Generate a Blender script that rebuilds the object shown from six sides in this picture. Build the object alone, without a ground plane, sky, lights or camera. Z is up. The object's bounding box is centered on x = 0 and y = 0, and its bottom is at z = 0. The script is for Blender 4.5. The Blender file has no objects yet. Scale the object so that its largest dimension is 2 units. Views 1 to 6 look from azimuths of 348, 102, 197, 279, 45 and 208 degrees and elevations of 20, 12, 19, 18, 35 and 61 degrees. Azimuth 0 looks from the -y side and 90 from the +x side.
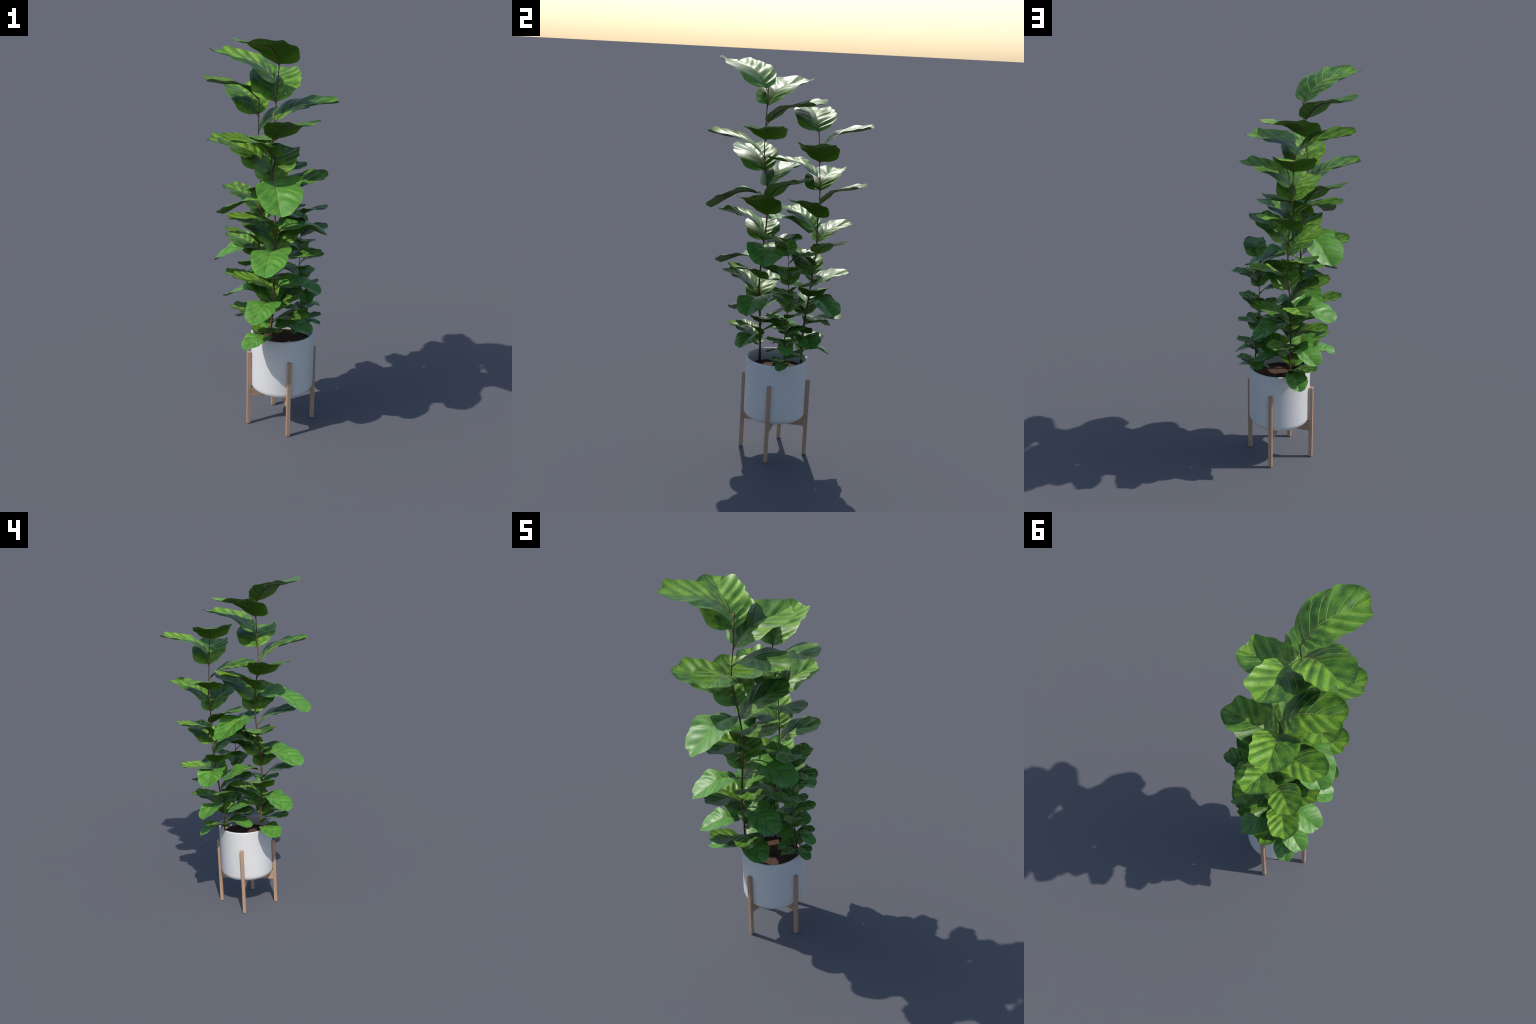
import bpy, math, random
import numpy as np
from mathutils import Vector, Matrix

random.seed(7)
RNG = np.random.default_rng(7)

# ------------------------------------------------------------------ helpers
def link(obj, parent=None):
    bpy.context.scene.collection.objects.link(obj)
    if parent is not None:
        obj.parent = parent
    return obj

def mesh_object(name, verts, faces, mats, parent, smooth=True, face_mats=None):
    me = bpy.data.meshes.new(name)
    me.from_pydata([tuple(map(float, v)) for v in verts], [], faces)
    for m in (mats if isinstance(mats, (list, tuple)) else [mats]):
        me.materials.append(m)
    if face_mats is not None:
        me.polygons.foreach_set("material_index", np.array(face_mats, dtype=np.int32))
    me.polygons.foreach_set("use_smooth", np.full(len(me.polygons), smooth))
    me.update()
    return link(bpy.data.objects.new(name, me), parent)

def spline(ctrl, t, closed=False):
    """Catmull-Rom through control points, t in [0,1] by chord length."""
    P = np.array(ctrl, float)
    d = np.concatenate([[0], np.cumsum(np.linalg.norm(np.diff(P, axis=0), axis=1) ** 0.75)])
    d /= d[-1]
    return spline_at(P, d, np.asarray(t, float))

def spline_at(P, knots, t):
    """C1 cubic Hermite through points P placed at increasing knots."""
    P = np.asarray(P, float); k = np.asarray(knots, float)
    m = np.zeros_like(P)
    h = np.diff(k)[:, None]
    s = np.diff(P, axis=0) / h
    m[1:-1] = (s[:-1] * h[1:] + s[1:] * h[:-1]) / (h[:-1] + h[1:])
    m[0], m[-1] = s[0], s[-1]
    i = np.clip(np.searchsorted(k, t, side="right") - 1, 0, len(k) - 2)
    w = k[i + 1] - k[i]
    u = ((t - k[i]) / w)[:, None]; w = w[:, None]
    return ((2*u**3-3*u**2+1)*P[i] + (u**3-2*u**2+u)*w*m[i] + (-2*u**3+3*u**2)*P[i+1] + (u**3-u**2)*w*m[i+1])

def tube(path, radii, sides=8, flatten=1.0):
    """Rings of a tube around a path (list of verts, list of faces)."""
    path = np.asarray(path, float); n = len(path)
    T = np.gradient(path, axis=0); T /= np.linalg.norm(T, axis=1)[:, None]
    ref = np.array([0, 0, 1.0]) if abs(T[0][2]) < 0.8 else np.array([1.0, 0, 0])
    verts, faces = [], []
    a = np.linspace(0, 2*math.pi, sides, endpoint=False)
    for i in range(n):
        x = np.cross(ref, T[i]); x /= np.linalg.norm(x)
        y = np.cross(T[i], x); ref = y
        r = radii[i]
        for q in a:
            verts.append(path[i] + r*(math.cos(q)*x + flatten*math.sin(q)*y))
    for i in range(n-1):
        for j in range(sides):
            k = (j+1) % sides
            faces.append((i*sides+j, i*sides+k, (i+1)*sides+k, (i+1)*sides+j))
    faces.append(tuple(range(sides))[::-1])
    faces.append(tuple((n-1)*sides+j for j in range(sides)))
    return verts, faces

# ------------------------------------------------------------------ materials
def new_mat(name):
    m = bpy.data.materials.new(name); m.use_nodes = True
    nt = m.node_tree
    for n in list(nt.nodes):
        nt.nodes.remove(n)
    out = nt.nodes.new("ShaderNodeOutputMaterial")
    b = nt.nodes.new("ShaderNodeBsdfPrincipled")
    nt.links.new(b.outputs[0], out.inputs[0])
    return m, nt, b

def nd(nt, kind, **kw):
    n = nt.nodes.new(kind)
    for k, v in kw.items():
        setattr(n, k, v)
    return n

def ramp(nt, fac, stops):
    r = nd(nt, "ShaderNodeValToRGB")
    e = r.color_ramp.elements
    while len(e) < len(stops):
        e.new(0.5)
    for el, (p, c) in zip(e, stops):
        el.position = p
        el.color = (*c, 1) if len(c) == 3 else c
    nt.links.new(fac, r.inputs[0])
    return r.outputs[0]

def math_node(nt, op, a, b=None, c=None, clamp=False):
    n = nd(nt, "ShaderNodeMath", operation=op, use_clamp=clamp)
    for i, v in enumerate((a, b, c)):
        if v is None:
            continue
        if isinstance(v, (int, float)):
            n.inputs[i].default_value = v
        else:
            nt.links.new(v, n.inputs[i])
    return n.outputs[0]

def mix_col(nt, fac, a, b, blend="MIX"):
    n = nd(nt, "ShaderNodeMix", data_type="RGBA", blend_type=blend)
    for i, v in ((0, fac), (6, a), (7, b)):
        if isinstance(v, (int, float)):
            n.inputs[i].default_value = v
        elif isinstance(v, tuple):
            n.inputs[i].default_value = (*v, 1)
        else:
            nt.links.new(v, n.inputs[i])
    return n.outputs[2]

def noise(nt, vec, scale, detail=3, rough=0.5):
    n = nd(nt, "ShaderNodeTexNoise")
    n.inputs["Scale"].default_value = scale
    n.inputs["Detail"].default_value = detail
    n.inputs["Roughness"].default_value = rough
    if vec is not None:
        nt.links.new(vec, n.inputs["Vector"])
    return n.outputs["Fac"]

def bump(nt, bsdf, height, strength, dist):
    b = nd(nt, "ShaderNodeBump")
    b.inputs["Strength"].default_value = strength
    b.inputs["Distance"].default_value = dist
    nt.links.new(height, b.inputs["Height"])
    nt.links.new(b.outputs[0], bsdf.inputs["Normal"])

def leaf_material(name, deep, mid, light, edge, cx, cy, ax, ay, rough, under, veins, x_end, pleat_shade_l, pleat_shade_r, tone_l=0.0, tone_r=0.0):
    """Glossy green blade: darker along the midrib, lighter toward the margin,
    mottled, with sun and shade of the pleats painted in bands between the veins (dark on the tip side of each
    vein, bright before the next); the lower side is a duller yellowish green."""
    m, nt, b = new_mat(name)
    tc = nd(nt, "ShaderNodeTexCoord")
    sep = nd(nt, "ShaderNodeSeparateXYZ")
    nt.links.new(tc.outputs["Object"], sep.inputs[0])
    X, Y = sep.outputs[0], sep.outputs[1]
    dx = math_node(nt, "DIVIDE", math_node(nt, "SUBTRACT", X, cx), ax)
    dy = math_node(nt, "DIVIDE", math_node(nt, "SUBTRACT", Y, cy), ay)
    e = math_node(nt, "ADD", math_node(nt, "POWER", math_node(nt, "ABSOLUTE", dx), 2.4),
                  math_node(nt, "POWER", math_node(nt, "ABSOLUTE", dy), 2.4))
    info = nd(nt, "ShaderNodeObjectInfo")
    n1 = noise(nt, tc.outputs["Object"], 16, 4, 0.55)
    n2 = noise(nt, tc.outputs["Object"], 60, 3, 0.6)
    f = math_node(nt, "ADD", math_node(nt, "MULTIPLY", n1, 0.75), math_node(nt, "MULTIPLY", n2, 0.25))
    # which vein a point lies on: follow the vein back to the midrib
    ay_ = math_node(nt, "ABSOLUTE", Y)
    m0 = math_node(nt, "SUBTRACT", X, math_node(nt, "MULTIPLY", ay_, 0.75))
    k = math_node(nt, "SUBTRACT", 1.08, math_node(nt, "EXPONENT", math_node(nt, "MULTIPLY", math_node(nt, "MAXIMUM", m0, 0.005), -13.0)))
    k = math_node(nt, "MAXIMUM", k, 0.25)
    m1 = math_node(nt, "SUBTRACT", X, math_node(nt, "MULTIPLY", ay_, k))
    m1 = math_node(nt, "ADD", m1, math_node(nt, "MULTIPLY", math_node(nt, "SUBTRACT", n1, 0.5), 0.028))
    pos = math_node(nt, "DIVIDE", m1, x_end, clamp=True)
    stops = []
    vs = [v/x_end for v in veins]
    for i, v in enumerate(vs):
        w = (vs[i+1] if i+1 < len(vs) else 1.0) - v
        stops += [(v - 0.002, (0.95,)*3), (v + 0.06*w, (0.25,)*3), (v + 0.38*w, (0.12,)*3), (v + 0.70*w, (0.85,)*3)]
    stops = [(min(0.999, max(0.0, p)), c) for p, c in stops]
    band = ramp(nt, pos, stops)  # sunlit and shaded pleat flanks painted into the blade colour
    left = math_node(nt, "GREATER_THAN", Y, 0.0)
    gain = math_node(nt, "ADD", pleat_shade_r, math_node(nt, "MULTIPLY", left, pleat_shade_l - pleat_shade_r))
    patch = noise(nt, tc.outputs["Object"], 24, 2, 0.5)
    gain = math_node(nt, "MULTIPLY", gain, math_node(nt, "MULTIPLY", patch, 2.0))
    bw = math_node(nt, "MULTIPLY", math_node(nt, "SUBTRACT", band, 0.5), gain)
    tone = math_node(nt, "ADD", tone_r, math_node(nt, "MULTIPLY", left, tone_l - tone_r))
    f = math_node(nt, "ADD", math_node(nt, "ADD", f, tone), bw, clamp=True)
    col = ramp(nt, f, [(0.24, deep), (0.50, mid), (0.76, light)])
    rim = nd(nt, "ShaderNodeMapRange"); rim.interpolation_type = "SMOOTHSTEP"
    nt.links.new(math_node(nt, "ADD", e, math_node(nt, "MULTIPLY", math_node(nt, "SUBTRACT", n1, 0.5), 0.5)), rim.inputs[0])
    rim.inputs[1].default_value = 0.60; rim.inputs[2].default_value = 1.20
    rim.inputs[4].default_value = 0.65
    col = mix_col(nt, rim.outputs[0], col, edge)
    hsv = nd(nt, "ShaderNodeHueSaturation")
    vr = nd(nt, "ShaderNodeMapRange")
    nt.links.new(info.outputs["Random"], vr.inputs[0])
    vr.inputs[3].default_value = 0.92; vr.inputs[4].default_value = 1.08
    nt.links.new(vr.outputs[0], hsv.inputs["Value"])
    nt.links.new(col, hsv.inputs["Color"])
    geo = nd(nt, "ShaderNodeNewGeometry")
    und = mix_col(nt, math_node(nt, "MULTIPLY", rim.outputs[0], 0.6), under, edge)
    final = mix_col(nt, geo.outputs["Backfacing"], hsv.outputs[0], und)
    nt.links.new(final, b.inputs["Base Color"])
    b.inputs["Roughness"].default_value = rough
    b.inputs["Specular IOR Level"].default_value = 0.5
    bump(nt, b, noise(nt, tc.outputs["Object"], 220, 3, 0.5), 0.12, 0.0008)
    return m

def vein_material(name, near, far, x0, x1, rough=0.5):
    m, nt, b = new_mat(name)
    tc = nd(nt, "ShaderNodeTexCoord")
    sep = nd(nt, "ShaderNodeSeparateXYZ")
    nt.links.new(tc.outputs["Object"], sep.inputs[0])
    r = nd(nt, "ShaderNodeMapRange")
    nt.links.new(sep.outputs[0], r.inputs[0])
    r.inputs[1].default_value = x0; r.inputs[2].default_value = x1
    nt.links.new(mix_col(nt, r.outputs[0], near, far), b.inputs["Base Color"])
    b.inputs["Roughness"].default_value = rough
    return m

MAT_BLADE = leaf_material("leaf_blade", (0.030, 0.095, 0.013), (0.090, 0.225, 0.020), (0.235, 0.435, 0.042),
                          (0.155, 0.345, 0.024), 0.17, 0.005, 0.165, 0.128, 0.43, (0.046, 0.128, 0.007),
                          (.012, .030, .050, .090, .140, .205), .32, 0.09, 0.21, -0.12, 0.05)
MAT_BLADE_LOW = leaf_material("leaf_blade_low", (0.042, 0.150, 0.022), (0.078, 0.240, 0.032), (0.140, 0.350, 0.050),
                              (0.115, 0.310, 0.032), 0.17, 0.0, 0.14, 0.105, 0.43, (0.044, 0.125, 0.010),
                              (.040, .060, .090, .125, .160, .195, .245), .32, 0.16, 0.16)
MAT_RIB = vein_material("leaf_midrib", (0.17, 0.085, 0.030), (0.20, 0.150, 0.030), 0.01, 0.16)
MAT_VEIN = vein_material("leaf_vein", (0.24, 0.25, 0.055), (0.40, 0.50, 0.13), 0.01, 0.13)
MAT_RIB_TOP = vein_material("leaf_midrib_upper", (0.26, 0.18, 0.05), (0.50, 0.50, 0.13), 0.02, 0.11)

def bark_material():
    m, nt, b = new_mat("stem_bark")
    tc = nd(nt, "ShaderNodeTexCoord")
    mp = nd(nt, "ShaderNodeMapping"); mp.inputs["Scale"].default_value = (1, 1, 0.35)
    nt.links.new(tc.outputs["Object"], mp.inputs[0])
    n1 = noise(nt, mp.outputs[0], 45, 4, 0.6)
    n2 = noise(nt, tc.outputs["Object"], 160, 3, 0.6)
    col = ramp(nt, n1, [(0.32, (0.055, 0.028, 0.016)), (0.5, (0.14, 0.070, 0.040)), (0.66, (0.22, 0.15, 0.11)), (0.8, (0.33, 0.29, 0.25))])
    col = mix_col(nt, math_node(nt, "MULTIPLY", n2, 0.4), col, (0.05, 0.028, 0.018))
    nt.links.new(col, b.inputs["Base Color"])
    b.inputs["Roughness"].default_value = 0.75
    bump(nt, b, n2, 0.5, 0.002)
    return m
MAT_BARK = bark_material()

def wood_material(name, axis):
    m, nt, b = new_mat(name)
    tc = nd(nt, "ShaderNodeTexCoord")
    mp = nd(nt, "ShaderNodeMapping")
    s = [60.0, 60.0, 60.0]; s[axis] = 2.2
    mp.inputs["Scale"].default_value = s
    nt.links.new(tc.outputs["Object"], mp.inputs[0])
    n1 = noise(nt, mp.outputs[0], 1.6, 4, 0.6)
    mp2 = nd(nt, "ShaderNodeMapping")
    s2 = [260.0, 260.0, 260.0]; s2[axis] = 9.0
    mp2.inputs["Scale"].default_value = s2
    nt.links.new(tc.outputs["Object"], mp2.inputs[0])
    n2 = noise(nt, mp2.outputs[0], 1.5, 3, 0.6)
    col = ramp(nt, n1, [(0.30, (0.395, 0.245, 0.160)), (0.52, (0.495, 0.318, 0.215)), (0.72, (0.565, 0.372, 0.258))])
    col = mix_col(nt, math_node(nt, "MULTIPLY", n2, 0.30), col, (0.34, 0.19, 0.11))
    nt.links.new(col, b.inputs["Base Color"])
    b.inputs["Roughness"].default_value = 0.55
    bump(nt, b, n2, 0.15, 0.001)
    return m
MAT_WOOD = [wood_material("wood_grain_along_" + a, i) for i, a in enumerate("xyz")]

def pot_material():
    m, nt, b = new_mat("pot_glaze")
    tc = nd(nt, "ShaderNodeTexCoord")
    n1 = noise(nt, tc.outputs["Object"], 9, 3, 0.5)
    col = ramp(nt, n1, [(0.3, (0.690, 0.682, 0.674)), (0.7, (0.712, 0.704, 0.696))])
    nt.links.new(col, b.inputs["Base Color"])
    b.inputs["Roughness"].default_value = 0.38
    return m
MAT_POT = pot_material()

def soil_material():
    m, nt, b = new_mat("soil")
    tc = nd(nt, "ShaderNodeTexCoord")
    n1 = noise(nt, tc.outputs["Object"], 150, 5, 0.7)
    v = nd(nt, "ShaderNodeTexVoronoi"); v.inputs["Scale"].default_value = 260
    nt.links.new(tc.outputs["Object"], v.inputs["Vector"])
    col = ramp(nt, n1, [(0.3, (0.055, 0.028, 0.018)), (0.55, (0.135, 0.072, 0.048)), (0.8, (0.24, 0.14, 0.095))])
    nt.links.new(col, b.inputs["Base Color"])
    b.inputs["Roughness"].default_value = 0.95
    bump(nt, b, math_node(nt, "ADD", n1, v.outputs["Distance"]), 0.8, 0.004)
    return m
MAT_SOIL = soil_material()

# ------------------------------------------------------------------ the thing
plant = bpy.data.objects.new("potted_plant", None)
link(plant)
plant["label"] = "fiddle leaf fig with three stems in white pot on wooden stand"
plant["category"] = "potted plant"

CX, CY = 0.0625, 0.016          # axis of the stand
PX, PY = 0.0664, 0.0166         # axis of the pot, a little off centre
POT_R, POT_TOP, POT_BASE = 0.1577, 0.508, 0.1885
SOIL_Z = 0.446
LEG_R, LEG_W, LEG_H = 0.168, 0.019, 0.402

# --- pot: lathe of a profile (outer wall, rounded foot, rolled lip, inner wall)
def lathe(profile, seg=96):
    v, f = [], []
    for r, z in profile:
        for j in range(seg):
            a = 2*math.pi*j/seg
            v.append((r*math.cos(a), r*math.sin(a), z))
    n = len(profile)
    for i in range(n-1):
        for j in range(seg):
            k = (j+1) % seg
            f.append((i*seg+j, i*seg+k, (i+1)*seg+k, (i+1)*seg+j))
    f.append(tuple(range(seg))[::-1])
    f.append(tuple((n-1)*seg+j for j in range(seg)))
    return v, f

foot_rx, foot_rz = 0.050, 0.040
prof = [(0.02, POT_BASE), (0.07, POT_BASE), (0.098, POT_BASE)]
for i in range(0, 17):
    a = -math.pi/2 + i/16*math.pi/2
    c, sn = abs(math.cos(a))**0.88, -abs(math.sin(a))**0.88
    prof.append((POT_R - foot_rx + foot_rx*c, POT_BASE + foot_rz + foot_rz*sn))
prof += [(POT_R, z) for z in (0.28, 0.34, 0.40, 0.46, 0.49)]
WALL = 0.0095
lip = WALL/2
for i in range(0, 9):
    a = i/8*math.pi
    prof.append((POT_R - lip + lip*math.cos(a), POT_TOP - lip + lip*math.sin(a)))
prof += [(POT_R - WALL, z) for z in (0.48, 0.46, 0.43, 0.40)]
prof += [(0.02, 0.40)]
v, f = lathe(prof)
pot = mesh_object("pot", v, f, MAT_POT, plant)
pot.location = (PX, PY, 0)

# --- soil: slightly lumpy disc of crumbs
v, f = [(0, 0, 0)], []
rings, seg = 26, 96
for i in range(1, rings+1):
    r = (POT_R - WALL + 0.001)*i/rings
    for j in range(seg):
        a = 2*math.pi*j/seg
        lump = 0.0016*(RNG.random()-0.5) + 0.0015*math.sin(23*r*40+3*a)*math.cos(5*a)*(r/0.15)
        v.append((r*math.cos(a), r*math.sin(a), lump))
for j in range(seg):
    f.append((0, 1+j, 1+(j+1) % seg))
for i in range(rings-1):
    for j in range(seg):
        k = (j+1) % seg
        f.append((1+i*seg+j, 1+i*seg+k, 1+(i+1)*seg+k, 1+(i+1)*seg+j)[::-1])
soil = mesh_object("soil", v, f, MAT_SOIL, plant)
soil.location = (PX, PY, SOIL_Z)

# --- stand: four square legs and two crossed bearers under the pot
stand = bpy.data.objects.new("plant_stand", None)
link(stand, plant)
stand.location = (CX, CY, 0)

def bevel_object(o, width, segs=2):
    md = o.modifiers.new("bevel", "BEVEL"); md.width = width; md.segments = segs
    md.limit_method = "ANGLE"; md.harden_normals = False

def box(name, x0, x1, y0, y1, z0, z1, mat, parent, loc, bev):
    v = [(x, y, z) for z in (z0, z1) for y in (y0, y1) for x in (x0, x1)]
    f = [(0, 2, 3, 1), (4, 5, 7, 6), (0, 1, 5, 4), (2, 6, 7, 3), (0, 4, 6, 2), (1, 3, 7, 5)]
    o = mesh_object(name, v, f, mat, parent, smooth=False)
    o.location = loc
    bevel_object(o, bev)
    return o

w = LEG_W/2
for a in range(4):
    dx, dy = [(1, 0), (0, 1), (-1, 0), (0, -1)][a]
    box("leg", -w, w, -w, w, 0.0, LEG_H, MAT_WOOD[2], stand, (LEG_R*dx, LEG_R*dy, 0), 0.0016)

# bearer: side profile extruded to its width; the top dips under the pot's foot
def bearer(axis):
    half = LEG_R - w + 0.001
    lo, hi, fil = 0.1535, 0.207, 0.008
    top = [(-half, hi), (-0.151, hi)]
    for i in range(1, 10):
        a = math.pi*(1.0 + 0.5*i/10)
        top.append((-(POT_R-foot_rx) + foot_rx*math.cos(a), min(hi, POT_BASE + foot_rz + foot_rz*math.sin(a)) - 0.0012))
    top += [(-0.09, POT_BASE-0.0012), (0.09, POT_BASE-0.0012)]
    top += [(-x, z) for x, z in top[::-1][2:]]
    bot = []
    for s in (1, -1):
        arc = []
        for i in range(0, 6):
            a = i/5*math.pi/2
            arc.append((s*(half - fil + fil*math.sin(a)), lo - fil + fil*math.cos(a)))
        bot += arc[::-1] if s == 1 else arc
    poly = top + bot
    n = len(poly)
    hw = 0.0085 if axis == 0 else 0.0088
    pts = []
    for s in (-hw, hw):
        for x, z in poly:
            zz = z - (0.0 if axis == 0 else 0.0)
            pts.append((x, s, zz) if axis == 0 else (s, x, zz + 0.0005))
    faces = [tuple(range(n)), tuple(range(n, 2*n))[::-1]]
    for i in range(n):
        k = (i+1) % n
        faces.append((i, i+n, k+n, k))
    o = mesh_object("crossbeam", pts, faces, MAT_WOOD[axis], stand, smooth=False)
    import bmesh
    bm = bmesh.new(); bm.from_mesh(o.data)
    bmesh.ops.recalc_face_normals(bm, faces=bm.faces[:])
    bm.to_mesh(o.data); bm.free()
    return o
bearer(0); bearer(1)

# ------------------------------------------------------------------ leaves
# Two leaf shapes, each given by its midrib and its two margins in the leaf's
# own frame: x outward from the stem, y to the left, z up (metres, scale 1).
UP_MID = [(.010, .004, .011), (.016, .0045, .019), (.025, .005, .030), (.046, .006, .053), (.085, .006, .086), (.122, .004, .104),
          (.163, .004, .113), (.200, .003, .117), (.233, -.001, .121), (.270, -.015, .130), (.301, -.042, .143)]
UP_LEFT = [(.011, .006, .012), (.013, .022, .017), (.010, .050, .017), (.014, .074, .023), (.023, .095, .031), (.043, .116, .048), (.063, .124, .075),
           (.085, .130, .095), (.112, .133, .110), (.139, .135, .117), (.184, .128, .128), (.209, .116, .144), (.226, .119, .149),
           (.266, .100, .149), (.298, .074, .157), (.314, .054, .160), (.325, .030, .156), (.326, .008, .146), (.319, -.015, .144), (.301, -.042, .143)]
UP_RIGHT = [(.011, .002, .012), (.013, -.008, .015), (.013, -.032, .026), (.020, -.060, .040), (.044, -.084, .069), (.073, -.109, .090), (.102, -.113, .112),
            (.116, -.116, .122), (.146, -.108, .128), (.183, -.118, .135), (.209, -.110, .142), (.238, -.106, .145),
            (.278, -.099, .156), (.292, -.085, .152), (.298, -.055, .142), (.301, -.042, .143)]
# lateral veins: where each leaves the midrib (x) and where it meets the margin
# (fractional index into the margin's control points)
UP_VL = [(.010, 0), (.0125, 3), (.025, 6), (.046, 8.5), (.085, 10), (.122, 12), (.163, 14), (.233, 16), (.301, 19)]
UP_VR = [(.010, 0), (.014, 2.5), (.030, 5), (.050, 7), (.090, 9), (.140, 11), (.205, 12.8), (.301, 15)]

LOW_MID = [(.034, -.006, .012), (.045, -.005, .0155), (.060, -.004, .0195), (.082, -.004, .022), (.110, -.006, .022), (.140, -.009, .015), (.171, -.011, .003),
           (.194, -.012, -.012), (.228, -.013, -.034), (.260, -.014, -.057), (.298, -.012, -.080)]
LOW_LEFT = [(.034, .000, .012), (.034, .010, .013), (.039, .031, .020), (.055, .056, .040), (.075, .076, .050), (.095, .092, .055), (.130, .105, .051), (.150, .103, .039),
            (.178, .092, .026), (.205, .098, .013), (.239, .092, .001), (.259, .085, -.016), (.279, .069, -.030), (.301, .049, -.043),
            (.312, .023, -.064), (.308, .005, -.072), (.298, -.012, -.080)]
LOW_RIGHT = [(.035, -.008, .012), (.037, -.016, .014), (.043, -.036, .020), (.051, -.053, .023), (.061, -.059, .024), (.076, -.065, .022), (.10, -.078, .022),
             (.148, -.097, .034), (.161, -.105, .033), (.177, -.110, .025), (.194, -.110, .008), (.203, -.108, -.006), (.225, -.100, -.023),
             (.245, -.096, -.037), (.262, -.082, -.053), (.277, -.067, -.066), (.284, -.050, -.071), (.284, -.038, -.073), (.293, -.022, -.078), (.298, -.012, -.080)]
LOW_VL = [(.034, 0), (.040, 2), (.060, 4), (.090, 6), (.125, 8), (.165, 10), (.200, 11.5), (.245, 13), (.298, 16)]
LOW_VR = [(.034, 0), (.040, 2), (.060, 5), (.090, 7), (.125, 9), (.160, 11), (.195, 13), (.245, 15), (.298, 19)]

def arc_knots(P):
    d = np.concatenate([[0], np.cumsum(np.linalg.norm(np.diff(np.array(P), axis=0), axis=1))])
    return d/d[-1]

def half_blade(mid, edge, anchors, NU, NT, bulge, pleat, sag):
    """Grid of one half of the blade: rows follow the lateral veins."""
    km, ke = arc_knots(mid), arc_knots(edge)
    ku = np.linspace(0, 1, len(anchors))
    mx = np.array([p[0] for p in mid])
    am = np.interp([x for x, _ in anchors], mx, km)
    ae = np.interp([j for _, j in anchors], np.arange(len(edge)), ke)
    u = np.linspace(0, 1, NU)
    smooth_map = lambda y: np.clip(spline_at(np.array(y)[:, None], ku, u)[:, 0], 0, 1)
    M = spline_at(mid, km, np.maximum.accumulate(smooth_map(am)))
    E = spline_at(edge, ke, np.maximum.accumulate(smooth_map(ae)))
    t = np.linspace(0, 1, NT)
    P = M[:, None, :]*(1-t)[None, :, None] + E[:, None, :]*t[None, :, None]
    # veins bow forward a little, wing is arched, and the blade is pleated
    phase = u*(len(anchors)-1)
    env = np.clip(np.minimum(u/0.12, (1-u)/0.10), 0, 1)
    width = np.linalg.norm(E-M, axis=1)
    tang = np.gradient(M, axis=0); tang /= np.linalg.norm(tang, axis=1)[:, None]
    bow = np.sin(math.pi*t)
    P -= (tang*(0.06*width*env)[:, None])[:, None, :]*bow[None, :, None]
    arch = np.interp(u, *bulge)
    up = np.zeros_like(P)
    wave = -np.cos(2*math.pi*phase)
    up[:, :, 2] = arch[:, None]*np.sin(math.pi*t)[None, :]
    # the wing sags just inside the margin, which curls up again
    up[:, :, 2] -= np.interp(u, *sag)[:, None]*np.sin(math.pi*t**2)[None, :]
    prof = np.sin(math.pi*np.clip(t, 0, 1)**1.05)**0.9*(1-0.1*t)
    up[:, :, 2] += (np.interp(u, *pleat)*env*wave)[:, None]*prof[None, :]
    return P + up

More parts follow.
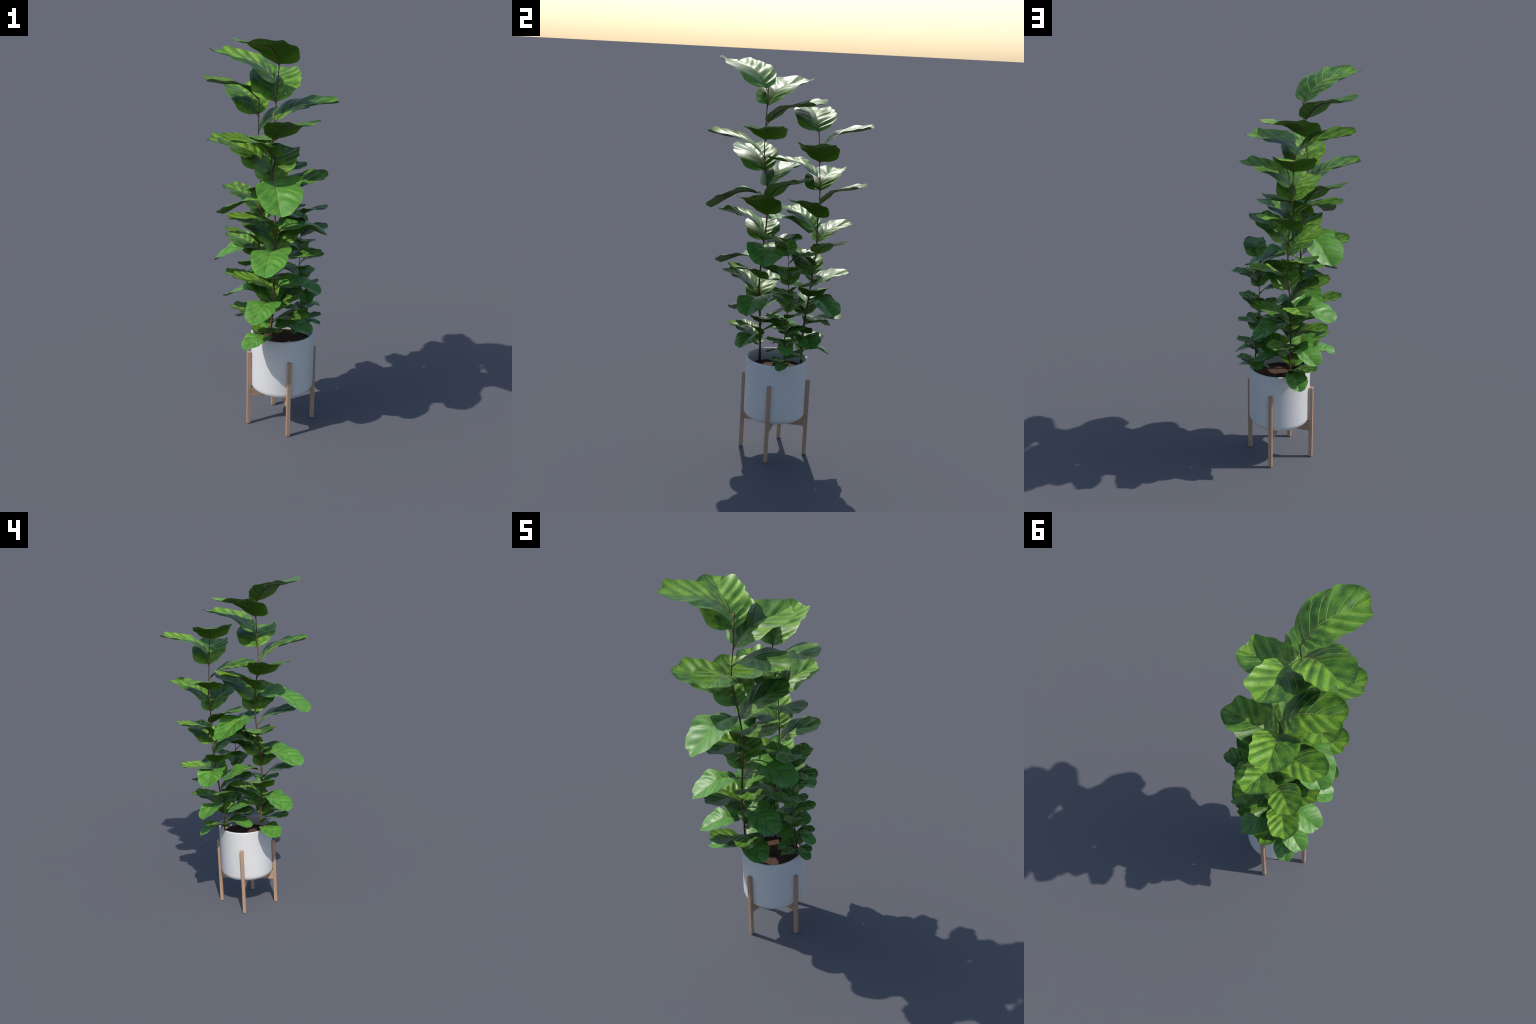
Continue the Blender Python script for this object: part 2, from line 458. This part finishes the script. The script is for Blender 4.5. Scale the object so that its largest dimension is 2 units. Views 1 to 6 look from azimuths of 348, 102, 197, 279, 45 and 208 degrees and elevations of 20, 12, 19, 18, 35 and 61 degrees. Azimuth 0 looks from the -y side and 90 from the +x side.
def build_leaf_mesh(name, mid, left, right, VL, VR, bulges, pleats, sags, petiole, mats, rib_r):
    NU, NT = 91, 15
    L = half_blade(mid, left, VL, NU, NT, bulges[0], pleats[0], sags[0])
    Rr = half_blade(mid, right, VR, NU, NT, bulges[1], pleats[1], sags[1])
    verts, faces, fm = [], [], []
    # two half blades that meet along the midrib
    for grid, flip in ((L, False), (Rr, True)):
        o = len(verts)
        verts.extend(grid.reshape(-1, 3))
        for i in range(NU-1):
            for j in range(NT-1):
                q = (o+i*NT+j, o+(i+1)*NT+j, o+(i+1)*NT+j+1, o+i*NT+j+1)
                faces.append(q[::-1] if flip else q); fm.append(0)
    def add(v, f, mat):
        o = len(verts)
        verts.extend(v)
        for q in f:
            faces.append(tuple(o+x for x in q)); fm.append(mat)
    # petiole and midrib: one tapering rod
    ctrl = list(petiole) + list(mid[1:])
    tt = np.linspace(0, 1, 46)
    path = spline(ctrl, tt)
    lp = len(petiole)
    rr = np.interp(tt, [0, 0.06, 0.25, 0.6, 1], [rib_r*1.0, rib_r*1.0, rib_r*0.95, rib_r*0.6, rib_r*0.25])
    sink = np.interp(tt, [0, 0.08, 0.2, 1], [0, 0, 1.02, 1.02])*rr
    under = path.copy(); under[:, 2] -= sink
    add(*tube(under, rr, 7), 1)
    top = spline(list(mid), tt); rt = rr*0.48
    top[:, 2] += rt*0.55
    add(*tube(top, rt, 6, 0.7), 3)
    # lateral veins, following the valleys between the pleats
    for grid, A in ((L, VL), (Rr, VR)):
        n = len(A)-1
        for k in range(1, n):
            i = int(round(k/n*(NU-1)))
            row = grid[i].copy()
            row = spline(row[:NT-1], np.linspace(0, 1, 14))
            r = np.linspace(rib_r*0.34, rib_r*0.18, 14)
            row[:, 2] += r*0.30
            add(*tube(row, r, 6, 0.45), 2)
            # short fork near the margin
            if 2 <= k <= n-1:
                i2 = min(NU-1, i + max(2, int(NU/n*0.5)))
                a, c = grid[i][int(NT*0.6)], grid[i2][NT-2]
                mpt = 0.5*(a+c) + np.array([0, 0, 0])
                q1 = grid[(i+i2)//2][int(NT*0.78)]
                fork = spline([a, q1, c], np.linspace(0, 1, 8))
                fr = np.linspace(rib_r*0.22, rib_r*0.13, 8)
                fork[:, 2] += fr*0.3
                add(*tube(fork, fr, 5, 0.45), 2)
    me = bpy.data.meshes.new(name)
    me.from_pydata([tuple(map(float, p)) for p in verts], [], faces)
    for m in mats:
        me.materials.append(m)
    me.polygons.foreach_set("material_index", np.array(fm, dtype=np.int32))
    me.polygons.foreach_set("use_smooth", np.ones(len(me.polygons), dtype=bool))
    import bmesh
    bm = bmesh.new(); bm.from_mesh(me)
    bmesh.ops.remove_doubles(bm, verts=bm.verts[:], dist=0.00002)
    bm.to_mesh(me); bm.free()
    me.update()
    # blade normals point up
    return me

up_bulge_l = ([0, .12, .3, .45, .6, .8, 1], [0, .008, .012, .016, .006, -.001, 0])
up_bulge_r = ([0, .15, .3, .45, .6, .8, 1], [0, .004, .008, .010, .005, 0, 0])
lo_bulge = ([0, .2, .5, .8, 1], [0, .004, .006, .004, 0])
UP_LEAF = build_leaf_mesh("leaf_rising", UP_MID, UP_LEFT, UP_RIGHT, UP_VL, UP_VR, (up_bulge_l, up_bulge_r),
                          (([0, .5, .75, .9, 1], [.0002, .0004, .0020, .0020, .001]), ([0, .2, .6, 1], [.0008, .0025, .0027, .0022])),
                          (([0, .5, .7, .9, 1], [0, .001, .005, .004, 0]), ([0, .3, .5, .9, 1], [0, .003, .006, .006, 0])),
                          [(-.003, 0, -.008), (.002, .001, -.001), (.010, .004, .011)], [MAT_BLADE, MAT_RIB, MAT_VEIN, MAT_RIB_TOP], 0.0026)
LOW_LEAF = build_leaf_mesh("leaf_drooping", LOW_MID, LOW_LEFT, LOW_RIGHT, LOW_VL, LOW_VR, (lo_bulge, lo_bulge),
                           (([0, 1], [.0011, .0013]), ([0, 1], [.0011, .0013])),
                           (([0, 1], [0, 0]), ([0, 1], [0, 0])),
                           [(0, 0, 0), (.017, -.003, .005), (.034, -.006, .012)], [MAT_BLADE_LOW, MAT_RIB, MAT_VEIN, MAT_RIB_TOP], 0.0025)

# ------------------------------------------------------------------ stems
# path control points from soil to tip
STEMS = {
    "tall": ([(-.028, -.091, .440), (-.025, -.093, .500), (-.014, -.099, .671), (-.010, -.111, .843), (-.006, -.104, 1.014), (-.009, -.090, 1.185),
              (-.026, -.099, 1.356), (-.032, -.123, 1.528), (-.014, -.119, 1.699), (-.004, -.114, 1.838), (-.002, -.112, 1.860)], 0.0058, 0.0022),
    "middle": ([(-.017, .126, .440), (-.019, .127, .500), (-.023, .129, .642), (-.030, .143, .785), (-.028, .158, .927), (-.021, .171, 1.070),
                (-.020, .169, 1.212), (-.031, .170, 1.355), (-.037, .158, 1.498), (-.038, .146, 1.652)], 0.0050, 0.0020),
    "short": ([(.187, .079, .440), (.184, .077, .500), (.176, .071, .618), (.163, .072, .736), (.159, .074, .854), (.162, .068, .972), (.172, .064, 1.099)], 0.0034, 0.0013),
}
# leaves: height of the node, heading, scale, pitch, roll (degrees)
RISING = {
    "tall": [(1.839, -127, 1.0, 0, 0), (1.758, 153.3, .952, .9, 0), (1.672, 78.5, .949, -1.8, 4), (1.589, 4.7, .907, -8.5, -1.6), (1.507, -70, .896, -.9, -4),
             (1.430, -146, .878, -1, -4.5), (1.352, 141.7, .848, 3.6, -3.5), (1.290, 65, .808, 4, 0), (1.212, -8.4, .788, 3.5, 4.5), (1.140, -84, .735, -2, 0),
             (1.078, -161.8, .727, -4.4, 5), (1.006, 126.4, .683, -1.5, 0), (.957, 48.5, .675, 0, 0), (.884, -26, .676, -.5, -3), (.819, -100.3, .652, 0, 1),
             (.759, -174.7, .644, 3, 0), (.712, 110, .60, 1.8, 0), (.649, 25, .57, -2, 0), (.595, -38, .58, -3.4, .8), (.544, -116.2, .565, -1, 0)],
    "middle": [(1.643, -161, .861, -1.9, .9), (1.564, 105.3, .824, .8, -.6), (1.496, 1.7, .799, -.4, -.4), (1.422, -90.1, .781, -6, 3), (1.353, 171.5, .767, -2, -4.8),
               (1.287, 80, .745, 2.8, 0), (1.220, -22.3, .703, 2.5, 0), (1.154, -119.3, .695, 1.6, 0), (1.096, 137.2, .655, .7, 0), (1.031, 48, .655, 1.7, 0),
               (.974, -52, .645, 0, 0), (.917, -151.9, .643, 5, 0), (.861, 124, .634, -5, 0), (.808, 21.2, .605, 0, 0), (.751, -76, .59, 0, 0),
               (.710, -176, .56, -1, 0), (.666, 82, .555, -6, 0), (.616, -15, .545, 0, 0), (.563, -99, .54, -3, 0), (.518, 155, .50, -2, 0)],
}
DROOPING = {
    "tall": [(1.310, -92.2, 1.0, 0, 0), (1.184, 142, .951, -.4, -4.5), (1.054, 17.8, .903, 6.6, -4), (.966, -109.8, .850, 7.7, -.7), (.869, 118, .77, 5.5, 0),
             (.780, -.7, .756, 7, 0), (.706, -125.3, .715, 6.4, -4), (.646, 107, .67, 7, 0), (.573, -16.9, .640, 12, 3.5), (.516, -140.1, .594, 14.5, -2)],
    "middle": [(.883, 178.7, .732, 5.9, 0), (.795, 51.5, .690, 6, -4), (.726, -78, .65, 6, 0), (.659, 153.4, .618, 5.8, .6), (.591, 25.4, .612, 15.5, -1),
               (.540, -100, .552, 13, -4), (.530, 128, .525, 2, 0)],
}
# the short stem repeats the middle one at a little over half its size, turned by 97 degrees
def shrink(table):
    return [(.215+.535*z, a+97.0, s*.538, p, r) for z, a, s, p, r in table]
RISING["short"] = shrink(RISING["middle"])
DROOPING["short"] = shrink(DROOPING["middle"])

def stem_point(ctrl, z):
    P = np.array(ctrl)
    return np.array([np.interp(z, P[:, 2], P[:, 0]), np.interp(z, P[:, 2], P[:, 1]), z])

def grow(name):
    ctrl, r0, r1 = STEMS[name]
    n = 150
    t = np.linspace(0, 1, n)
    path = spline(ctrl, t)
    nodes = [q[0] for q in RISING[name]+DROOPING[name]]
    rad = r0 + (r1-r0)*t**0.8
    for z in nodes:                       # nodes are slightly swollen
        rad *= 1 + 0.18*np.exp(-((path[:, 2]-z)/0.006)**2)
    rad *= 1 + 0.05*RNG.standard_normal(n).cumsum()/10*0.3
    v, f = tube(path, rad, 10)
    st = mesh_object("stem", v, f, MAT_BARK, plant)
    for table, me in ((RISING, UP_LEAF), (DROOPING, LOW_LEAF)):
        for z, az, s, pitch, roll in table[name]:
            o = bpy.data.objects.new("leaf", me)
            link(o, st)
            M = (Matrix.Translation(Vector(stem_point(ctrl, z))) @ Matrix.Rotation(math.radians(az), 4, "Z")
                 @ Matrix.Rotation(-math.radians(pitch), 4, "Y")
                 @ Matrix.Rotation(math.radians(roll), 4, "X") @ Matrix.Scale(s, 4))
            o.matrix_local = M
    return st
for k in STEMS:
    grow(k)
